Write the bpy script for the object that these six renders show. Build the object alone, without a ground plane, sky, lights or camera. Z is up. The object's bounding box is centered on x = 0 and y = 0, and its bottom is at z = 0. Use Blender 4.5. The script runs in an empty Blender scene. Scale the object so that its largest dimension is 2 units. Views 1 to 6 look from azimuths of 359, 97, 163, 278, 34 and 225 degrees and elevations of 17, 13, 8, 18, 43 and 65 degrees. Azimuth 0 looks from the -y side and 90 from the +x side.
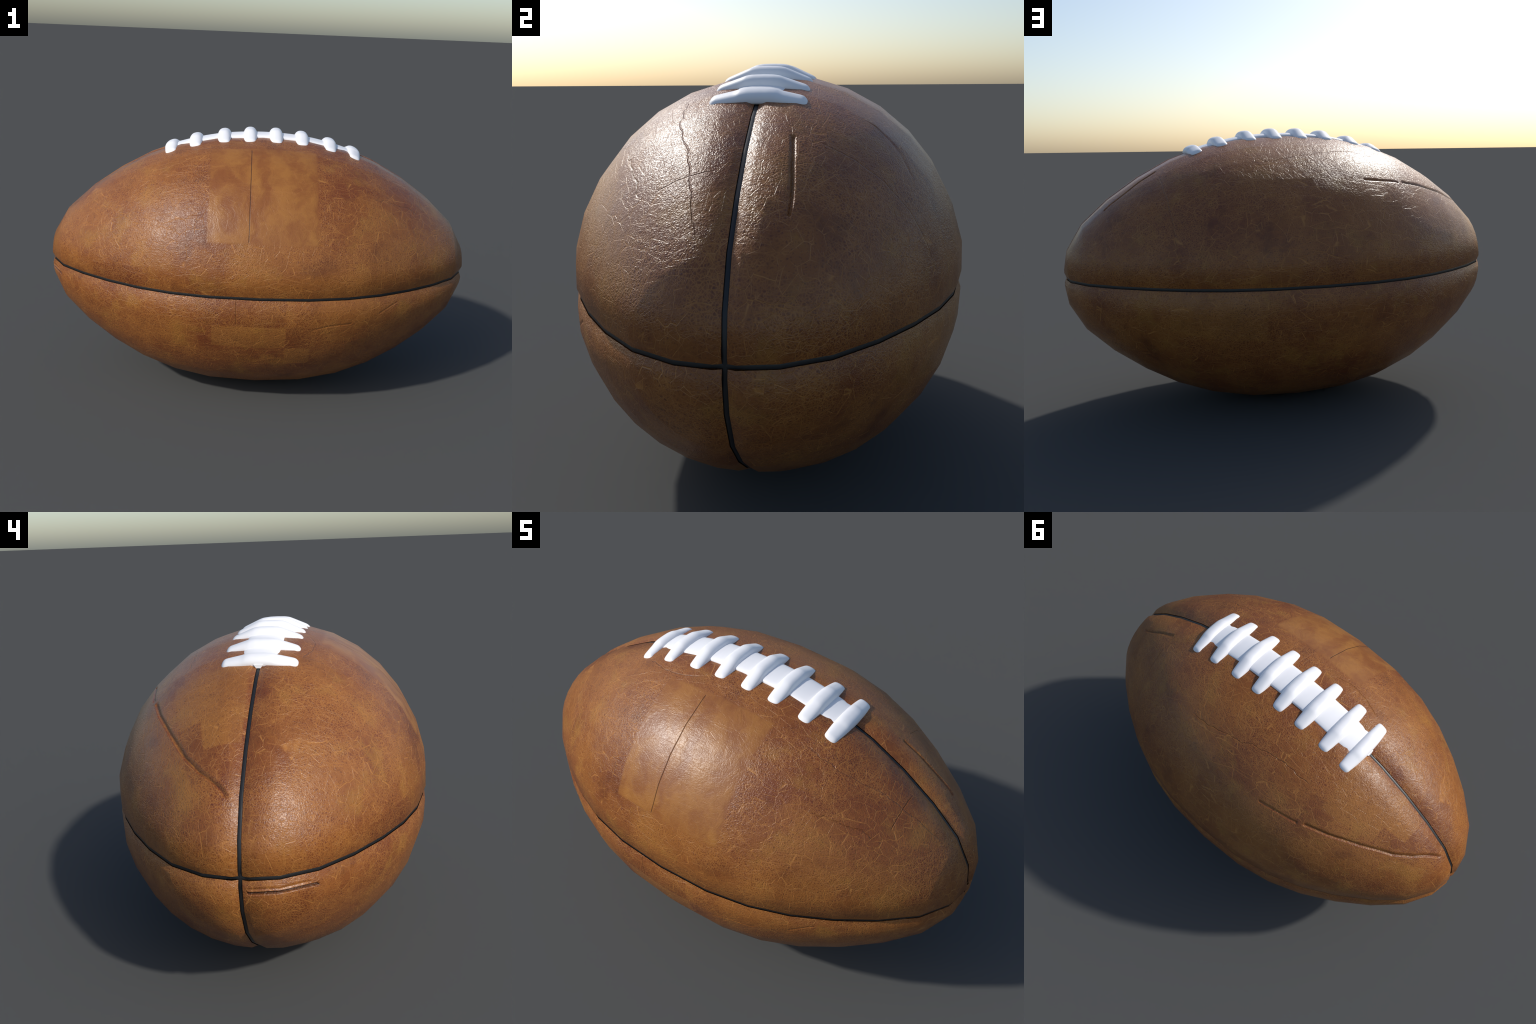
"""Vintage leather football: four stitched leather panels, black piping in the
seams, a white lace strip on top with eight white cross laces."""
import bpy, math
import numpy as np

# ---------------------------------------------------------------- dimensions
R_MID = 0.6095           # radius at the middle
ZC = 0.6000              # height of the long axis
TOP_FULL, BELLY_FLAT = 1.001, 0.993   # the ball sits down a little: fuller top, flatter belly
GAP = 0.0065             # half width of the open seam
ROLL = 0.0265            # distance from the seam where the panel edge starts to roll in
ROLL_DEPTH = 0.0098
SHOULDER = 0.0050         # how much the shell flattens towards a seam
# half profile: distance along the long axis -> radius
PX = np.array([0, .15, .30, .45, .60, .70, .80, .88, .942, .979, .999, 1.0075])
PR = np.array([.6095, .605, .583, .5425, .471, .4125, .341, .273, .206, .136, .076, 0.0])


def _fine_profile():
    """Radius as a function of the polar angle t (r = R sin t), by smooth interpolation."""
    t = np.arcsin(np.clip(PR / R_MID, 0, 1))          # 90 deg at middle, 0 at the tip
    order = np.argsort(t)
    t, x = t[order], PX[order]
    tt = np.linspace(0, math.pi / 2, 721)
    xx = np.interp(tt, t, x)
    k = np.hanning(91); k /= k.sum()                   # even function about both ends
    ext = np.concatenate([xx[1:200][::-1], xx, -xx[::-1][1:200]])
    xx = np.convolve(ext, k, mode='same')[199:199 + len(tt)]
    xx = xx / xx[0] * PX[-1]
    xx[-1] = 0.0
    return tt, xx


T_TAB, X_TAB = _fine_profile()


def axis_pos(theta):
    """long-axis coordinate for theta in 0..pi"""
    th = np.asarray(theta)
    m = np.where(th <= math.pi / 2, th, math.pi - th)
    return np.where(th <= math.pi / 2, 1, -1) * np.interp(m, T_TAB, X_TAB)


def radius_at(x):
    th = np.interp(np.abs(x), X_TAB[::-1], T_TAB[::-1])
    return R_MID * np.sin(th)


def smooth_point(theta, phi):
    r = R_MID * np.sin(theta)
    z = r * np.cos(phi)
    z = z * np.where(z > 0, TOP_FULL, BELLY_FLAT)
    return np.stack(np.broadcast_arrays(axis_pos(theta), r * np.sin(phi), z), -1)


N_LONG, N_ROUND = 16, 32          # coarse facets of the stitched shell
D_TH, D_PH = math.pi / N_LONG, 2 * math.pi / N_ROUND


def facet_point(theta, phi):
    """the shell is slightly faceted: interpolate linearly between coarse rings and ribs"""
    i = np.clip(np.floor(theta / D_TH), 0, N_LONG - 1); a = (theta / D_TH - i)[..., None]
    j = np.floor(phi / D_PH + 1e-9); b = (phi / D_PH - j)[..., None]
    q = lambda ii, jj: smooth_point(ii * D_TH, jj * D_PH)
    return ((1 - a) * ((1 - b) * q(i, j) + b * q(i, j + 1))
            + a * ((1 - b) * q(i + 1, j) + b * q(i + 1, j + 1)))


def smooth_normal(theta, phi):
    e = 1e-3
    dx = axis_pos(theta + e) - axis_pos(theta - e)
    dr = R_MID * (np.sin(theta + e) - np.sin(theta - e))
    nx, nr = dr, -dx
    l = np.hypot(nx, nr) + 1e-12
    nx, nr = nx / l, nr / l
    s = np.sign(nr + 1e-12)
    nx = np.where(np.abs(nr) > 1e-6, nx * s, np.sign(math.pi / 2 - theta))
    nr = np.abs(nr)
    nx = -nx * -1
    return np.stack(np.broadcast_arrays(nx, nr * np.sin(phi), nr * np.cos(phi)), -1)


# ---------------------------------------------------------------- slits in the leather
# each: control points (x along the ball, angle round the ball from the top, degrees),
# depth, width of the sloping side, width of the steep side, side of the slope (+1 = larger angle)
SLITS = [
    ([(-.925, 11), (-.84, 26.9), (-.775, 33.4), (-.655, 38.4), (-.547, 41.6), (-.432, 43.8)], .0072, .015, .005, -1),
    ([(-.412, 44.5), (-.333, 45.2), (-.229, 46.0)], .0052, .010, .005, -1),
    ([(.600, 13.9), (.697, 16.8), (.795, 21.2), (.830, 22.6)], .0074, .012, .0035, -1),
    ([(.231, -103.8), (.315, -102.3), (.409, -102.0)], .0026, .006, .005, 1),
    ([(.527, -99.5), (.616, -95.0)], .0020, .006, .006, 1),
    ([(.386, 33.0), (.401, 40.7), (.464, 50.8)], .0014, .008, .006, 1),
]


def slit_height(x, phi, r):
    """dent depth at a surface point (phi in degrees, -180..180)"""
    h = np.zeros_like(x)
    for pts, depth, wa, wb, side in SLITS:
        px = np.array([p[0] for p in pts]); pf = np.array([p[1] for p in pts])
        if pf[0] < -150:                                 # lies across the tip: measure along x
            dist = (phi - np.interp(x, px, pf))
            slope = np.gradient(pf, px); g = np.interp(x, px, np.abs(slope))
            d = np.radians(dist) * r / np.sqrt(1 + (np.radians(g) * r) ** 2)
        else:
            slope = np.gradient(pf, px); g = np.interp(x, px, np.abs(slope))
            d = np.radians(phi - np.interp(x, px, pf)) * r / np.sqrt(1 + (np.radians(g) * r) ** 2)
        d = d * side
        a = np.clip(1 - d / wa, 0, 1) * (d >= 0)
        b = np.clip(1 + d / wb, 0, 1) * (d < 0)
        prof = np.maximum(a ** 1.3, b)
        span = (x >= px[0]) & (x <= px[-1])
        t = np.clip((x - px[0]) / (px[-1] - px[0]), 0, 1)
        fade = np.clip(np.minimum(t, 1 - t) / .02, 0, 1)
        h = np.maximum(h, depth * prof * span * fade)
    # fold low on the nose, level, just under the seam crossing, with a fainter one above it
    y, z = r * np.sin(np.radians(phi)), r * np.cos(np.radians(phi))
    for z0, ya, yb, depth in ((-.0455, -.226, -.019, .0095), (-.0315, -.205, -.021, .0030)):
        d = z - (z0 + .0006 * np.sin((y - ya) * 60))
        prof = np.maximum(np.clip(1 - d / .008, 0, 1) * (d >= 0), np.clip(1 + d / .006, 0, 1) * (d < 0))
        h = np.maximum(h, depth * prof * (x < 0) * (y > ya) * (y < yb))
    return h


# ---------------------------------------------------------------- helpers
def link(obj, parent=None):
    bpy.context.scene.collection.objects.link(obj)
    if parent is not None:
        obj.parent = parent
    return obj


def mesh_from(name, verts, faces, normals=None):
    me = bpy.data.meshes.new(name)
    verts = np.asarray(verts, dtype=np.float32)
    faces = np.asarray(faces, dtype=np.int32)
    me.vertices.add(len(verts)); me.vertices.foreach_set('co', verts.ravel())
    n = faces.shape[1]
    me.loops.add(faces.size); me.loops.foreach_set('vertex_index', faces.ravel())
    me.polygons.add(len(faces))
    me.polygons.foreach_set('loop_start', np.arange(0, faces.size, n, dtype=np.int32))
    me.polygons.foreach_set('loop_total', np.full(len(faces), n, dtype=np.int32))
    me.polygons.foreach_set('use_smooth', np.ones(len(faces), dtype=bool))
    me.update(calc_edges=True); me.validate()
    if normals is not None:
        me.normals_split_custom_set_from_vertices(np.asarray(normals, dtype=np.float32).tolist())
    return me


def grid_faces(nu, nv, wrap_v=False, flip=False):
    m = nv if wrap_v else nv - 1
    i, j = np.meshgrid(np.arange(nu - 1), np.arange(m), indexing='ij')
    jn = (j + 1) % nv
    f = np.stack([i * nv + j, i * nv + jn, (i + 1) * nv + jn, (i + 1) * nv + j], -1).reshape(-1, 4)
    return f[:, ::-1] if flip else f


# ---------------------------------------------------------------- materials
class Nodes:
    def __init__(self, name):
        self.mat = bpy.data.materials.new(name); self.mat.use_nodes = True
        self.t = self.mat.node_tree; self.t.nodes.clear()

    def n(self, kind, **inp):
        nd = self.t.nodes.new(kind)
        for k, v in inp.items():
            setattr(nd, k, v)
        return nd

    def put(self, sock, v):
        if hasattr(v, 'is_linked') or isinstance(v, bpy.types.NodeSocket):
            self.t.links.new(v, sock)
        elif v is not None:
            sock.default_value = v

    def m(self, op, a, b=None, c=None, clamp=False):
        nd = self.n('ShaderNodeMath', operation=op); nd.use_clamp = clamp
        self.put(nd.inputs[0], a); self.put(nd.inputs[1], b); self.put(nd.inputs[2], c)
        return nd.outputs[0]

    def step(self, v, lo, hi, a=0., b=1.):
        nd = self.n('ShaderNodeMapRange', interpolation_type='SMOOTHSTEP')
        self.put(nd.inputs[0], v)
        for k, x in zip((1, 2, 3, 4), (lo, hi, a, b)):
            self.put(nd.inputs[k], x)
        return nd.outputs[0]

    def mix(self, f, a, b, mode='MIX'):
        nd = self.n('ShaderNodeMix', data_type='RGBA', blend_type=mode)
        nd.clamp_factor = True
        self.put(nd.inputs[0], f); self.put(nd.inputs[6], a); self.put(nd.inputs[7], b)
        return nd.outputs[2]

    def noise(self, vec, scale, detail=4., rough=.55, dist=0.):
        nd = self.n('ShaderNodeTexNoise')
        self.put(nd.inputs['Vector'], vec); nd.inputs['Scale'].default_value = scale
        nd.inputs['Detail'].default_value = detail; nd.inputs['Roughness'].default_value = rough
        nd.inputs['Distortion'].default_value = dist
        return nd

    def edge(self, vec, scale, rand=1.):
        nd = self.n('ShaderNodeTexVoronoi', feature='DISTANCE_TO_EDGE')
        self.put(nd.inputs['Vector'], vec); nd.inputs['Scale'].default_value = scale
        nd.inputs['Randomness'].default_value = rand
        return nd.outputs['Distance']

    def cell(self, vec, scale):
        nd = self.n('ShaderNodeTexVoronoi', feature='F1')
        self.put(nd.inputs['Vector'], vec); nd.inputs['Scale'].default_value = scale
        return nd.outputs['Distance']

    def warp(self, vec, scale, amount, detail=3.):
        nz = self.noise(vec, scale, detail)
        s = self.n('ShaderNodeVectorMath', operation='SUBTRACT')
        self.t.links.new(nz.outputs['Color'], s.inputs[0]); s.inputs[1].default_value = (.5, .5, .5)
        k = self.n('ShaderNodeVectorMath', operation='SCALE'); self.t.links.new(s.outputs[0], k.inputs[0])
        k.inputs['Scale'].default_value = amount
        a = self.n('ShaderNodeVectorMath', operation='ADD')
        self.t.links.new(k.outputs[0], a.inputs[0]); self.put(a.inputs[1], vec)
        return a.outputs[0]

    def mapping(self, vec, loc=(0, 0, 0), rot=(0, 0, 0), scale=(1, 1, 1)):
        nd = self.n('ShaderNodeMapping')
        self.put(nd.inputs[0], vec)
        nd.inputs[1].default_value = loc; nd.inputs[2].default_value = rot; nd.inputs[3].default_value = scale
        return nd.outputs[0]


def srgb(r, g, b):
    f = lambda c: (c / 255 / 12.92) if c <= 10 else ((c / 255 + .055) / 1.055) ** 2.4
    return (f(r), f(g), f(b), 1.0)


def leather_material():
    k = Nodes('worn_brown_leather')
    co = k.n('ShaderNodeTexCoord').outputs['Object']
    sep = k.n('ShaderNodeSeparateXYZ'); k.put(sep.inputs[0], co)
    X, Y, Z = sep.outputs
    PHI = k.m('MULTIPLY', k.m('ARCTAN2', Y, Z), 180 / math.pi)
    RAD = k.m('SQRT', k.m('ADD', k.m('MULTIPLY', Y, Y), k.m('MULTIPLY', Z, Z)))

    # two shared fields that bend and roughen everything else
    FIELD = k.noise(co, 6.5, 2.5, .55).outputs['Color']
    FINE = k.noise(co, 42, 2., .6)
    def bend(vec, big, small):
        v = vec
        for f, amt in ((FIELD, big), (FINE.outputs['Color'], small)):
            nd = k.n('ShaderNodeVectorMath', operation='MULTIPLY_ADD')
            k.put(nd.inputs[0], f); nd.inputs[1].default_value = (amt,) * 3; k.put(nd.inputs[2], v)
            v = nd.outputs[0]
        return v

    jit = k.m('SUBTRACT', FINE.outputs[0], .5)
    XJ = k.m('ADD', X, k.m('MULTIPLY', jit, .006))
    PJ = k.m('ADD', PHI, k.m('MULTIPLY', jit, .8))

    def rect(x0, x1, p0, p1, soft=.003):
        s = soft; sp = soft * 100
        a = k.m('MULTIPLY', k.step(XJ, x0 - s, x0 + s), k.step(XJ, x1 - s, x1 + s, 1., 0.))
        b = k.m('MULTIPLY', k.step(PJ, p0 - sp, p0 + sp), k.step(PJ, p1 - sp, p1 + sp, 1., 0.))
        return k.m('MULTIPLY', a, b)

    def add(*ms):
        o = ms[0]
        for q in ms[1:]:
            o = k.m('MAXIMUM', o, q)
        return o

    smooth_patch = rect(-.229, .237, -67.6, -19.5, .008)
    dark = add(rect(-.735, -.520, -90, -79.3), rect(-.229, .116, -102, -90, .003),
               rect(.118, .226, -113.2, -102.3), rect(-.862, -.682, 22.3, 34, .003),
               rect(-.93, -.782, 8.5, 23, .003),
               k.m('MULTIPLY', rect(-1.02, -.924, -176, -106), .8))
    light = add(k.m('MULTIPLY', rect(-.20, .117, -113, -102.2), .9), rect(.119, .231, -123.5, -113.3),
                k.m('MULTIPLY', rect(-.78, -.56, 2.5, 22.1, .006), .9),
                k.m('MULTIPLY', rect(-.681, -.45, 2.5, 33, .010), .9),
                k.m('MULTIPLY', rect(.24, .607, 91, 111.6), .8))

    # --- large tone changes
    tone = k.noise(bend(co, .25, 0.), 2.6, 4, .6).outputs[0]
    tone2 = k.noise(k.mapping(co, (3.1, 1.7, .4)), 6.5, 5, .62).outputs[0]
    breakup = k.noise(k.mapping(co, (7, 3, 5)), 5.5, 4, .62).outputs[0]
    # --- pebble grain and three families of pale creases
    e_fine = k.edge(bend(co, .02, .016), 128)
    e_l3 = k.edge(k.mapping(bend(co, .016, .0026), (2, 7, 1), (.9, .2, -.4), (1.1, .40, 1.0)), 40)
    e_l1 = k.edge(k.mapping(bend(co, .016, .0022), (1, 2, 3), (.4, .75, .3), (.34, 1.1, 1.1)), 24)
    e_l2 = k.edge(k.mapping(bend(co, .016, .0022), (5, 1, 2), (.2, -.55, -.5), (1.0, 1.1, .36)), 24)
    frag = k.step(k.noise(co, 15, 2).outputs[0], .36, .52)
    v_fine = k.m('MULTIPLY', k.step(e_fine, .02, .17, 1., 0.), k.step(breakup, .36, .60))
    v_net = k.m('MULTIPLY', k.m('MULTIPLY', k.step(e_l3, .0, .034, 1., 0.), frag), k.step(breakup, .34, .54))
    v_l1 = k.m('MULTIPLY', k.m('MULTIPLY', k.step(e_l1, .0, .026, 1., 0.), frag), k.step(tone2, .30, .52))
    v_l2 = k.m('MULTIPLY', k.m('MULTIPLY', k.step(e_l2, .0, .028, 1., 0.), k.step(frag, .2, .8, 1., .25)), k.step(breakup, .46, .70, 1., .0))
    pore = k.step(e_fine, .16, .42)
    speck = k.noise(co, 95, 2, .6).outputs[0]

    # --- colours
    tan = srgb(138, 85, 38); rust = srgb(114, 61, 30); deep = srgb(83, 43, 23); ochre = srgb(147, 102, 42)
    col = k.mix(k.step(tone, .36, .66), rust, tan)
    col = k.mix(k.m('MULTIPLY', k.step(tone2, .52, .70), .55), col, ochre)
    col = k.mix(k.m('MULTIPLY', k.step(tone2, .30, .46, 1., 0.), .45), col, deep)
    col = k.mix(k.m('MULTIPLY', light, .34), col, srgb(156, 108, 50))
    col = k.mix(k.m('MULTIPLY', dark, .52), col, srgb(98, 48, 25))
    pore_amt = k.m('MULTIPLY', pore, k.step(speck, .40, .60))
    not_smooth = k.m('SUBTRACT', 1., smooth_patch)
    col = k.mix(k.m('MULTIPLY', k.m('MULTIPLY', pore_amt, .62), not_smooth), col, srgb(80, 37, 25))
    vein = k.m('MAXIMUM', k.m('MULTIPLY', v_fine, .46), k.m('MULTIPLY', v_net, .68))
    vein = k.m('MAXIMUM', vein, k.m('MAXIMUM', k.m('MULTIPLY', v_l1, .80), k.m('MULTIPLY', v_l2, .78)))
    vein_amt = k.m('MULTIPLY', vein, k.m('SUBTRACT', 1., k.m('MULTIPLY', smooth_patch, .93)))
    col = k.mix(vein_amt, col, srgb(172, 116, 58))
    # smoother, paler patch on the front with soft cloudy streaks
    cloud = k.noise(bend(k.mapping(co, rot=(0, .5, 0), scale=(1.6, 1, .8)), .2, .01), 9, 4, .6).outputs[0]
    pc = k.mix(k.step(cloud, .30, .70), srgb(130, 78, 38), srgb(156, 105, 50))
    pc = k.mix(k.m('MULTIPLY', pore_amt, .22), pc, srgb(84, 40, 26))
    pc = k.mix(k.m('MULTIPLY', k.m('MAXIMUM', v_l1, v_l2), .35), pc, srgb(164, 112, 60))
    col = k.mix(k.m('MULTIPLY', smooth_patch, .80), col, pc)

    # --- drawn creases (thin lines), each a gentle curve angle = f(x)
    WOB = k.m('SUBTRACT', k.noise(co, 20, 2).outputs[0], .5)

    def crease(pts, width, wob=.0):
        lo, hi = pts[0][0], pts[-1][0]
        f = k.n('ShaderNodeFloatCurve')
        k.put(f.inputs['Value'], k.m('MULTIPLY', k.m('ADD', X, 1.), .5))
        c = f.mapping.curves[0]
        while len(c.points) > 2:
            c.points.remove(c.points[-1])
        full = [(-1., pts[0][1])] + list(pts) + [(1., pts[-1][1])]
        for i, (px, pf) in enumerate(full):
            loc = ((px + 1) / 2, (pf + 180) / 360)
            if i == 0:
                c.points[0].location = loc
            elif i == len(full) - 1:
                c.points[-1].location = loc
            else:
                c.points.new(*loc)
        f.mapping.update()
        d = k.m('SUBTRACT', PHI, k.m('SUBTRACT', k.m('MULTIPLY', f.outputs[0], 360.), 180.))
        d = k.m('ADD', d, k.m('MULTIPLY', WOB, wob))
        d = k.m('MULTIPLY', k.m('ABSOLUTE', d), k.m('MULTIPLY', RAD, math.pi / 180))
        line = k.step(d, 0., width, 1., 0.)
        return k.m('MULTIPLY', line, k.m('MULTIPLY', k.step(X, lo, lo + .03), k.step(X, hi - .03, hi, 1., 0.)))

    def x_crease(x0, slope, p0, p1, width, wob=.004):
        xx = k.m('ADD', k.m('SUBTRACT', X, x0), k.m('MULTIPLY', k.m('SUBTRACT', PHI, p0), slope))
        xx = k.m('ADD', xx, k.m('MULTIPLY', WOB, wob))
        line = k.step(k.m('ABSOLUTE', xx), 0., width, 1., 0.)
        return k.m('MULTIPLY', line, k.m('MULTIPLY', k.step(PHI, p0, p0 + 1.), k.step(PHI, p1 - 1., p1, 1., 0.)))

    creases = add(
        crease([(.36, -20.5), (.50, -22.), (.585, -21), (.645, -18.8), (.77, -18), (.89, -17.3)], .0035, 3.5),
        crease([(-.37, 27.6), (-.17, 27.6), (.015, 31.9), (.235, 35.6)], .0030, 3.),
        crease([(.48, -41.5), (.60, -40.), (.72, -39.)], .0040, 5.),
        crease([(-.385, -14.8), (-.23, -17.6), (-.12, -14.8)], .0030, 2.),
        k.m('MULTIPLY', crease([(-.32, -56.), (-.23, -56.)], .0030, 2.), .6),
        x_crease(.600, .0006, 22, 73, .0030, .010),
        x_crease(.733, .0, -32, -9, .0028, .012),
        x_crease(-.097, .0, -102, -90.5, .0030, .004))
    front_line = x_crease(-.053, -.00004, -67.6, -20.5, .0026, .0015)
    col = k.mix(k.m('MULTIPLY', creases, .22), col, srgb(70, 36, 20))
    col = k.mix(k.m('MULTIPLY', front_line, .85), col, srgb(52, 27, 15))

    lip = add(crease([(-.925, 10.7), (-.84, 27.2), (-.775, 33.9), (-.655, 38.9), (-.547, 42.1), (-.432, 44.3)], .0036, .1),
              crease([(-.412, 44.9), (-.333, 45.6), (-.229, 46.4)], .0030, .1))
    col = k.mix(k.m('MULTIPLY', lip, .55), col, srgb(100, 42, 28))

    painted_slit_shade = add(crease([(-.925, 9.5), (-.84, 25.6), (-.775, 32.4), (-.655, 37.5), (-.547, 40.8), (-.432, 43.0)], .009, .5),
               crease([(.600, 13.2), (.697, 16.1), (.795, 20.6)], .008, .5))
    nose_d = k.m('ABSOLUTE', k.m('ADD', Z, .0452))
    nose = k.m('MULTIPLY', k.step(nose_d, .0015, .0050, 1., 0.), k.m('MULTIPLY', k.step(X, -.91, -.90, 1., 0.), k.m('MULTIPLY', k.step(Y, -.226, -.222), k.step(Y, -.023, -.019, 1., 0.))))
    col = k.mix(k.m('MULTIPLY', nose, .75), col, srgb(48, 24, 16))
    col = k.mix(k.m('MULTIPLY', painted_slit_shade, .42), col, srgb(66, 46, 24))  # shading on the slits' sloping side, tinted into the leather colour

    # --- relief
    wrk = k.noise(bend(co, .10, 0.), 62, 3, .6).outputs[0]
    grain = k.step(e_fine, .0, .32)
    g_amt = k.m('ADD', .4, k.m('MULTIPLY', k.step(tone2, .35, .62), .6))
    h = k.m('MULTIPLY', k.m('MULTIPLY', k.m('SUBTRACT', grain, .75), g_amt), .00055)
    h = k.m('ADD', h, k.m('MULTIPLY', k.m('SUBTRACT', wrk, .5), .0019))
    # dense short wrinkles running across the ball, stronger in some places
    crimp = k.noise(k.mapping(bend(co, .05, .006), (3, 3, 1), (.5, .4, .3), (.55, 1.3, 1.3)), 105, 2., .6).outputs[0]
    crimp = k.m('ABSOLUTE', k.m('SUBTRACT', crimp, .5))
    h = k.m('ADD', h, k.m('MULTIPLY', k.m('MULTIPLY', k.step(crimp, 0., .12), k.step(tone, .34, .60, 1., .25)), .00065))
    lines = k.m('MAXIMUM', k.m('MAXIMUM', v_l1, v_l2), k.m('MULTIPLY', v_net, .7))
    h = k.m('SUBTRACT', h, k.m('MULTIPLY', lines, .0007))
    h = k.m('MULTIPLY', h, k.m('SUBTRACT', 1., k.m('MULTIPLY', smooth_patch, .65)))
    h = k.m('SUBTRACT', h, k.m('MULTIPLY', creases, .0022))
    h = k.m('SUBTRACT', h, k.m('MULTIPLY', front_line, .0022))
    h = k.m('ADD', h, k.m('MULTIPLY', k.m('MULTIPLY', k.m('SUBTRACT', cloud, .5), smooth_patch), .0034))
    bump = k.n('ShaderNodeBump'); bump.inputs['Strength'].default_value = .74
    bump.inputs['Distance'].default_value = 1.0
    k.put(bump.inputs['Height'], h)

    rough = k.m('ADD', k.m('ADD', .30, k.m('MULTIPLY', tone2, .12)), k.m('MULTIPLY', smooth_patch, -.01))
    bsdf = k.n('ShaderNodeBsdfPrincipled')
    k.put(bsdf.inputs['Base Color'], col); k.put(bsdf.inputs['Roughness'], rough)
    k.put(bsdf.inputs['Normal'], bump.outputs[0])
    bsdf.inputs['Specular IOR Level'].default_value = .44
    out = k.n('ShaderNodeOutputMaterial'); k.put(out.inputs[0], bsdf.outputs[0])
    return k.mat


def plain_material(name, color, rough, var=0.0, bump_h=0.0, scale=60):
    k = Nodes(name)
    co = k.n('ShaderNodeTexCoord').outputs['Object']
    nz = k.noise(co, scale, 4).outputs[0]
    dark = tuple(c * (1 - var) for c in color[:3]) + (1,)
    bsdf = k.n('ShaderNodeBsdfPrincipled')
    k.put(bsdf.inputs['Base Color'], k.mix(nz, dark, color))
    bsdf.inputs['Roughness'].default_value = rough
    if bump_h:
        b = k.n('ShaderNodeBump'); b.inputs['Strength'].default_value = .5; b.inputs['Distance'].default_value = 1
        k.put(b.inputs['Height'], k.m('MULTIPLY', nz, bump_h)); k.put(bsdf.inputs['Normal'], b.outputs[0])
    out = k.n('ShaderNodeOutputMaterial'); k.put(out.inputs[0], bsdf.outputs[0])
    return k.mat


LEATHER = leather_material()
BLACK = plain_material('black_seam_piping', srgb(29, 30, 32), .44, .15, .0002, 90)
WHITE = plain_material('white_lace', srgb(238, 238, 240), .45, .02)

# ---------------------------------------------------------------- ball
ball = bpy.data.objects.new('leather_football', None)
ball['label'] = 'worn brown leather football with black seams and white laces'
ball['category'] = 'football'
link(ball)

NU, NV = 660, 250


def roll_depth(d):
    """how far the panel sinks as it approaches a seam plane at distance d"""
    return ROLL_DEPTH * np.clip((ROLL - d) / (ROLL - GAP), 0, 1.6)


def shoulder(dy, dz, r, z):
    """the panels flatten gently over the last ten centimetres before a seam"""
    w = np.clip((.115 - np.minimum(dy, dz)) / (.115 - ROLL), 0, 1)
    top_seam = dy < dz                                 # the upright seam stands fuller than the level one
    return SHOULDER * w * np.clip(r / .45, 0, 1) * np.where(top_seam, .25, 1.)


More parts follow.
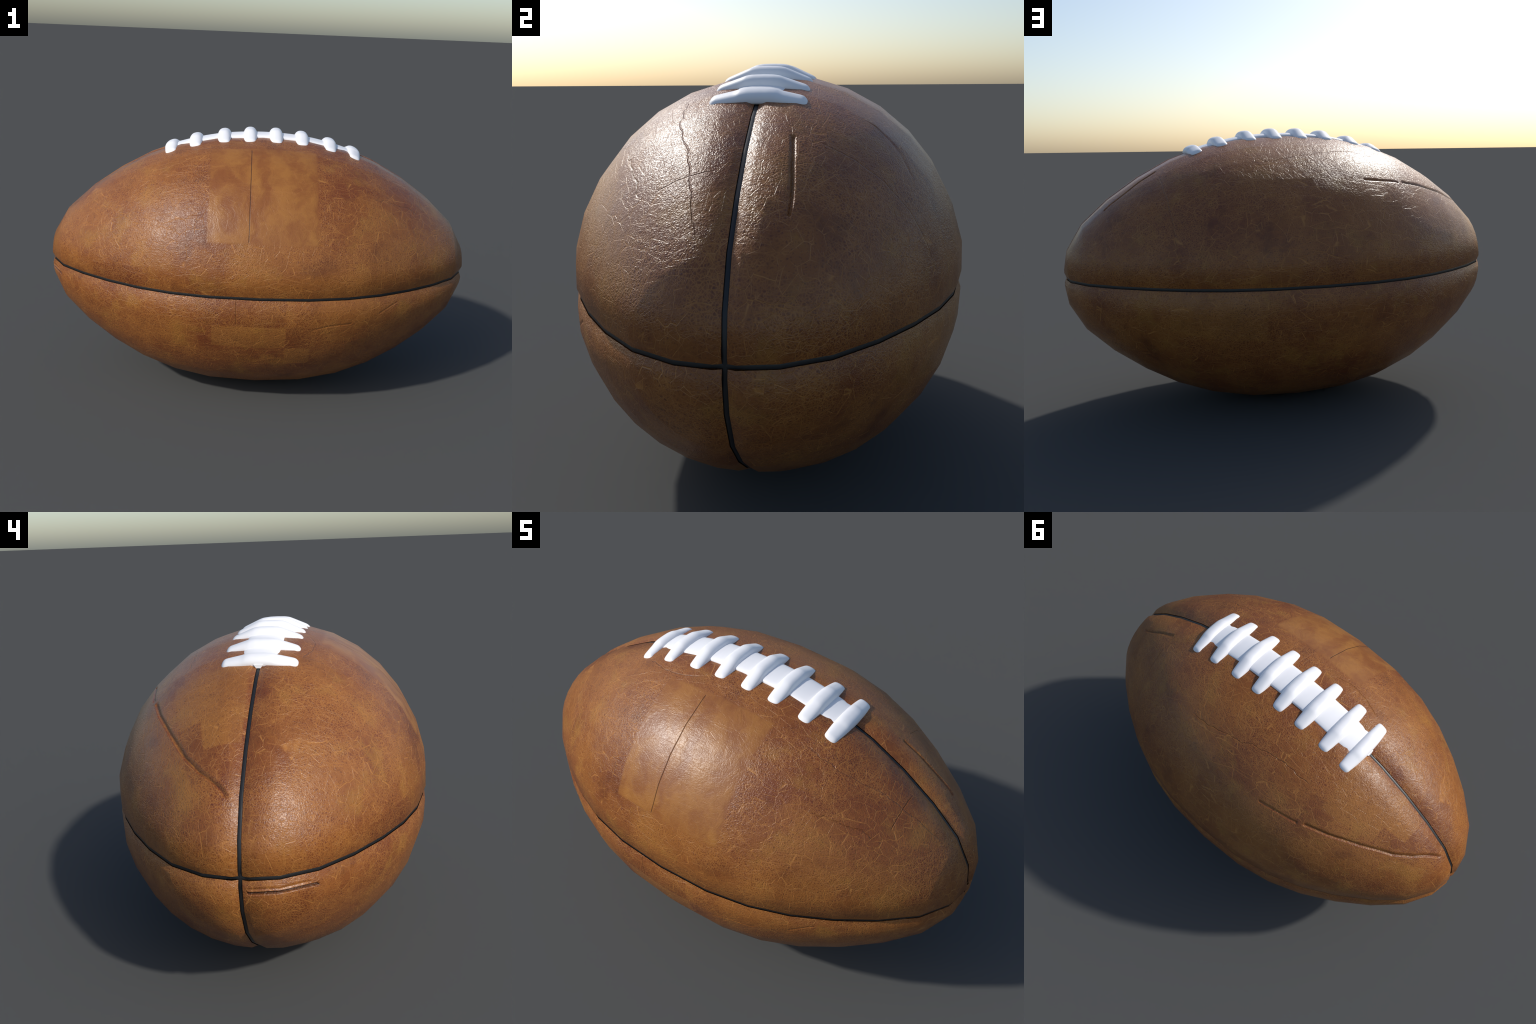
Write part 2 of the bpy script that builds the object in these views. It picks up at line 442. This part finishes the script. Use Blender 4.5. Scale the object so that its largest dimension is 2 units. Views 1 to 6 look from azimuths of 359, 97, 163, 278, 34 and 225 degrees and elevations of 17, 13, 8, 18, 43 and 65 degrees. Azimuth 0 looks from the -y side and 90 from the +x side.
def build_panel(phi_mid):
    th_min = math.asin(GAP * math.sqrt(2) / R_MID) + 1e-4
    # rows along the ball: even in arc, denser on the coarse rings so that the facets stay crisp
    th = th_min + (math.pi - 2 * th_min) * np.linspace(0, 1, NU)
    s = np.linspace(-1, 1, NV)
    r = R_MID * np.sin(th)[:, None]
    phi_edge = np.arcsin(np.clip(GAP / r, 0, math.sqrt(.5)))      # margin from the seam plane
    # a share of the columns covers the rolled edge, the rest the open panel
    roll_ang = np.minimum(np.arcsin(np.clip(ROLL / r, 0, 1)), phi_edge + (math.pi / 4 - phi_edge) * .45)
    ke = .10
    t = np.abs(s)[None, :]
    a_open = (math.pi / 4 - roll_ang) * np.minimum(t / (1 - ke), 1)
    a_edge = (roll_ang - phi_edge) * np.clip((t - (1 - ke)) / ke, 0, 1)
    phi = phi_mid + np.sign(s)[None, :] * (a_open + a_edge)
    TH = np.broadcast_to(th[:, None], phi.shape)
    S, F, N = smooth_point(TH, phi), facet_point(TH, phi), smooth_normal(TH, phi)
    dy, dz = np.abs(S[..., 1]), np.abs(S[..., 2])
    deg = np.degrees((phi + math.pi) % (2 * math.pi) - math.pi)
    dent = slit_height(S[..., 0], deg, np.broadcast_to(r, phi.shape))
    sink = roll_depth(dy) + roll_depth(dz) + dent
    flat = shoulder(dy, dz, np.broadcast_to(r, phi.shape), S[..., 2])
    P = F - N * (sink + flat)[..., None]
    # shading normals of the unfaceted surface, with the roll-in felt over a wider strip
    def soft(d):
        wide = np.clip((.105 - d) / (.105 - ROLL), 0, 1) ** 2 * (.105 - ROLL) * .5 * .30
        return wide + .75 * roll_depth(d)
    Q = S - N * (soft(dy) + soft(dz) + .6 * flat + dent)[..., None]
    du, dv = np.gradient(Q, axis=0), np.gradient(Q, axis=1)
    nn = np.cross(du, dv)
    sg = np.sign((nn * N).sum(-1, keepdims=True)); sg[sg == 0] = 1
    nn = nn * sg
    ln = np.linalg.norm(nn, axis=-1, keepdims=True)
    nn = np.where(ln > 1e-12, nn / np.maximum(ln, 1e-12), N)
    # border wall going down into the seam, all round the panel
    ring = ([(i, 0) for i in range(NU)] + [(NU - 1, j) for j in range(1, NV)]
            + [(i, NV - 1) for i in range(NU - 2, -1, -1)] + [(0, j) for j in range(NV - 2, 0, -1)])
    ri = np.array([a * NV + b for a, b in ring])
    top = P.reshape(-1, 3)[ri]
    inward = N.reshape(-1, 3)[ri]
    low = top - inward * .022
    verts = np.concatenate([P.reshape(-1, 3), top, low])
    mid_dir = np.array([0, math.sin(phi_mid), math.cos(phi_mid)])
    # wall normals point away from the panel, towards the seam
    wn = -(mid_dir[None] - (inward @ mid_dir)[:, None] * inward)
    wn /= np.linalg.norm(wn, axis=1, keepdims=True) + 1e-9
    norms = np.concatenate([nn.reshape(-1, 3), wn, wn])
    f = grid_faces(NU, NV)
    a, b, c = P[NU // 2, NV // 2], P[NU // 2, NV // 2 + 1], P[NU // 2 + 1, NV // 2 + 1]
    flip = np.dot(np.cross(b - a, c - a), N[NU // 2, NV // 2]) < 0
    if flip:
        f = f[:, ::-1]
    n0, m = NU * NV, len(ri)
    i = np.arange(m); j = (i + 1) % m
    w = np.stack([n0 + i, n0 + m + i, n0 + m + j, n0 + j], -1)
    if flip:
        w = w[:, ::-1]
    return verts, np.concatenate([f, w]), norms


panels = []
for idx in range(4):
    v, f, nrm = build_panel(math.radians(45 + 90 * idx))
    panels.append((v, f, nrm))
lowest = min(p[0][:, 2].min() for p in panels)
longest = max(p[0][:, 0].max() for p in panels) - min(p[0][:, 0].min() for p in panels)
CZ = -lowest
print('centre height', CZ, 'length', longest)
for v, f, nrm in panels:
    me = mesh_from('leather_panel', v, f, nrm)
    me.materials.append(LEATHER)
    o = bpy.data.objects.new('leather_panel', me)
    o.location = (0, 0, CZ)
    link(o, ball)


# ---------------------------------------------------------------- piping in the two seams
def piping(phi_a):
    """a round black cord lying in a seam, running right round the ball through both tips"""
    n = 256
    u = np.linspace(0, 2 * math.pi, n, endpoint=False)
    th = np.where(u <= math.pi, u, 2 * math.pi - u)
    ph = np.where(u <= math.pi, phi_a, phi_a + math.pi)
    rad_c = R_MID * np.sin(th)
    depth = (ROLL_DEPTH + .0016 + .0094 + SHOULDER * np.clip(rad_c / .45, 0, 1) * (.25 if phi_a == 0 else 1.))[:, None]
    c = facet_point(np.clip(th, 0, math.pi - 1e-9), ph) - smooth_normal(th, ph) * depth
    # at the tips the cord passes straight over
    nrm = smooth_normal(th, ph)
    tipw = np.exp(-(np.minimum(th, math.pi - th) / .06) ** 2)
    c[:, 0] -= np.sign(c[:, 0]) * tipw * .010
    side = np.array([0, math.cos(phi_a), -math.sin(phi_a)])
    rad, k = .0094, 16
    a = np.linspace(0, 2 * math.pi, k, endpoint=False)
    off = (np.cos(a)[None, :, None] * nrm[:, None, :] + np.sin(a)[None, :, None] * side[None, None, :])
    v = (c[:, None, :] + rad * off).reshape(-1, 3)
    soft_n = off + 1.6 * nrm[:, None, :] * (off * nrm[:, None, :]).sum(-1, keepdims=True).clip(0)
    soft_n /= np.linalg.norm(soft_n, axis=-1, keepdims=True)
    i, j = np.meshgrid(np.arange(n), np.arange(k), indexing='ij')
    i2, j2 = (i + 1) % n, (j + 1) % k
    f = np.stack([i * k + j, i2 * k + j, i2 * k + j2, i * k + j2], -1).reshape(-1, 4)
    e1, e2 = v[f[:, 1]] - v[f[:, 0]], v[f[:, 2]] - v[f[:, 0]]
    if (np.cross(e1, e2) * off.reshape(-1, 3)[f[:, 0]]).sum() < 0:
        f = f[:, ::-1]
    me = mesh_from('seam_piping', v, f, soft_n.reshape(-1, 3))
    me.materials.append(BLACK)
    o = bpy.data.objects.new('seam_piping', me); o.location = (0, 0, CZ)
    link(o, ball)


piping(0.0)
piping(math.pi / 2)

# ---------------------------------------------------------------- lace strip and cross laces
LACE_X = (.0605, .1815, .3140, .4305)
LACE_TOP = (.0305, .0273, .0228, .0160)      # crown above the shell at each lace
STRIP_T = .0185


def strip_drop(x):
    """the strip sinks a little towards its ends"""
    return np.interp(abs(x), (0,) + LACE_X, (.0095, .0092, .0062, .0022, -.0005)) - STRIP_T


def strip():
    xs = np.linspace(-.438, .438, 61)
    half = .0665
    # cross-section from edge to edge over the top, then back underneath
    sec = [(-half, -.020), (-half - .001, .006), (-half * .985, .0105), (-half * .93, .0130), (-half * .75, .0160),
           (-half * .4, .0182), (0, STRIP_T), (half * .4, .0182), (half * .75, .0160), (half * .93, .0130),
           (half * .985, .0105), (half + .001, .006), (half, -.020)]
    V = []
    for x in xs:
        r = radius_at(x)
        e = 1e-3
        sl = (radius_at(x + e) - radius_at(x - e)) / (2 * e)
        nx, nz = -sl / math.hypot(sl, 1), 1 / math.hypot(sl, 1)
        for y, h in sec:
            base = math.sqrt(max(r * r - y * y, 0))
            base0 = r - (r - base) * (1.0 if h < .007 else .75)
            hh = h + float(strip_drop(x))
            V.append((x + nx * hh, y, base0 + nz * hh))
    k = len(sec)
    f = grid_faces(len(xs), k, wrap_v=True)
    V = np.array(V)
    # end caps as fans
    faces = f.tolist()
    me = bpy.data.meshes.new('lace_strip')
    me.from_pydata(V.tolist(), [], faces + [list(range(k))[::-1], [(len(xs) - 1) * k + q for q in range(k)]])
    for p in me.polygons:
        p.use_smooth = len(p.vertices) == 4
    me.update()
    import bmesh
    bm = bmesh.new(); bm.from_mesh(me); bmesh.ops.recalc_face_normals(bm, faces=bm.faces); bm.to_mesh(me); bm.free()
    me.materials.append(WHITE)
    o = bpy.data.objects.new('lace_strip', me); o.location = (0, 0, CZ)
    link(o, ball)
    # tongue of the strip tucked into the seam at each end
    for sgn in (-1, 1):
        V, w_top, w_low = [], .0165, .0075
        for x in (.420, .449 if sgn > 0 else .4615):
            r = float(radius_at(x)) - SHOULDER; sl = float((radius_at(x + 1e-3) - radius_at(x - 1e-3)) / 2e-3)
            for y, h in ((-w_top, .002), (w_top, .002), (w_low, -.0105), (-w_low, -.0105)):
                V.append((sgn * x, y, r + h))
        F = [(0, 1, 5, 4), (1, 2, 6, 5), (2, 3, 7, 6), (3, 0, 4, 7), (0, 3, 2, 1), (4, 5, 6, 7)]
        me = bpy.data.meshes.new('lace_tongue'); me.from_pydata(V, [], F); me.update()
        bm = bmesh.new(); bm.from_mesh(me); bmesh.ops.recalc_face_normals(bm, faces=bm.faces); bm.to_mesh(me); bm.free()
        me.materials.append(WHITE)
        t = bpy.data.objects.new('lace_tongue', me)
        link(t, o)


def lace_mesh(crown, r):
    """one cross lace: a domed bar arched over the strip, tapering to blunt ends on the leather"""
    drop = lambda y: math.sqrt(r * r - y * y) - r
    ys = [0, .030, .048, .062, .120, .1275, .1315, .1340]
    top = [crown, crown - .0006, crown - .0032, crown - .0085,
           drop(.120) + .0070, drop(.1275) + .0035, drop(.1315), drop(.1340) - .006]
    wys = [0, .025, .045, .058, .075, .095, .113, .123, .1285, .132, .1340]
    wid = [.0328, .0326, .0318, .0314, .0304, .0292, .0277, .0262, .0242, .0208, .0150]
    yy = np.linspace(0, 1, 34) ** .85 * ys[-1]
    tp, wd = np.interp(yy, ys, top), np.interp(yy, wys, wid)
    ker = np.array([.25, .5, .25])
    for _ in range(2):
        tp[1:-1] = np.convolve(tp, ker, 'same')[1:-1]; wd[1:-1] = np.convolve(wd, ker, 'same')[1:-1]
    yy = np.concatenate([-yy[::-1], yy[1:]]); tp = np.concatenate([tp[::-1], tp[1:]]); wd = np.concatenate([wd[::-1], wd[1:]])
    k = 22
    a = np.linspace(0, math.pi, k)
    V = []
    for y, t, w in zip(yy, tp, wd):
        low = drop(y) - .012
        ca, sa = np.cos(a), np.sin(a)
        px = w * np.sign(ca) * np.abs(ca) ** .84
        pz = low + (max(t, low + .004) - low) * np.abs(sa) ** .84
        for q in range(k):
            V.append((px[q], y, pz[q]))
    f = grid_faces(len(yy), k, wrap_v=True).tolist()
    n = len(yy)
    me = bpy.data.meshes.new('cross_lace')
    me.from_pydata(V, [], f + [list(range(k))[::-1], [(n - 1) * k + q for q in range(k)]])
    import bmesh
    bm = bmesh.new(); bm.from_mesh(me); bmesh.ops.recalc_face_normals(bm, faces=bm.faces)
    bm.to_mesh(me); bm.free()
    for p in me.polygons:
        p.use_smooth = len(p.vertices) == 4
    me.update()
    me.materials.append(WHITE)
    return me


strip()
for x0, crown in zip(LACE_X, LACE_TOP):
    r = float(radius_at(x0))
    lace = lace_mesh(crown, r)
    for x in (-x0, x0):
        sl = float((radius_at(x + 1e-3) - radius_at(x - 1e-3)) / 2e-3)
        o = bpy.data.objects.new('cross_lace', lace)
        o.location = (x, 0, CZ + r * TOP_FULL)
        o.rotation_euler = (0, -math.atan(sl) * (1.3 if x0 > .4 else 1.), 0)
        link(o, ball)
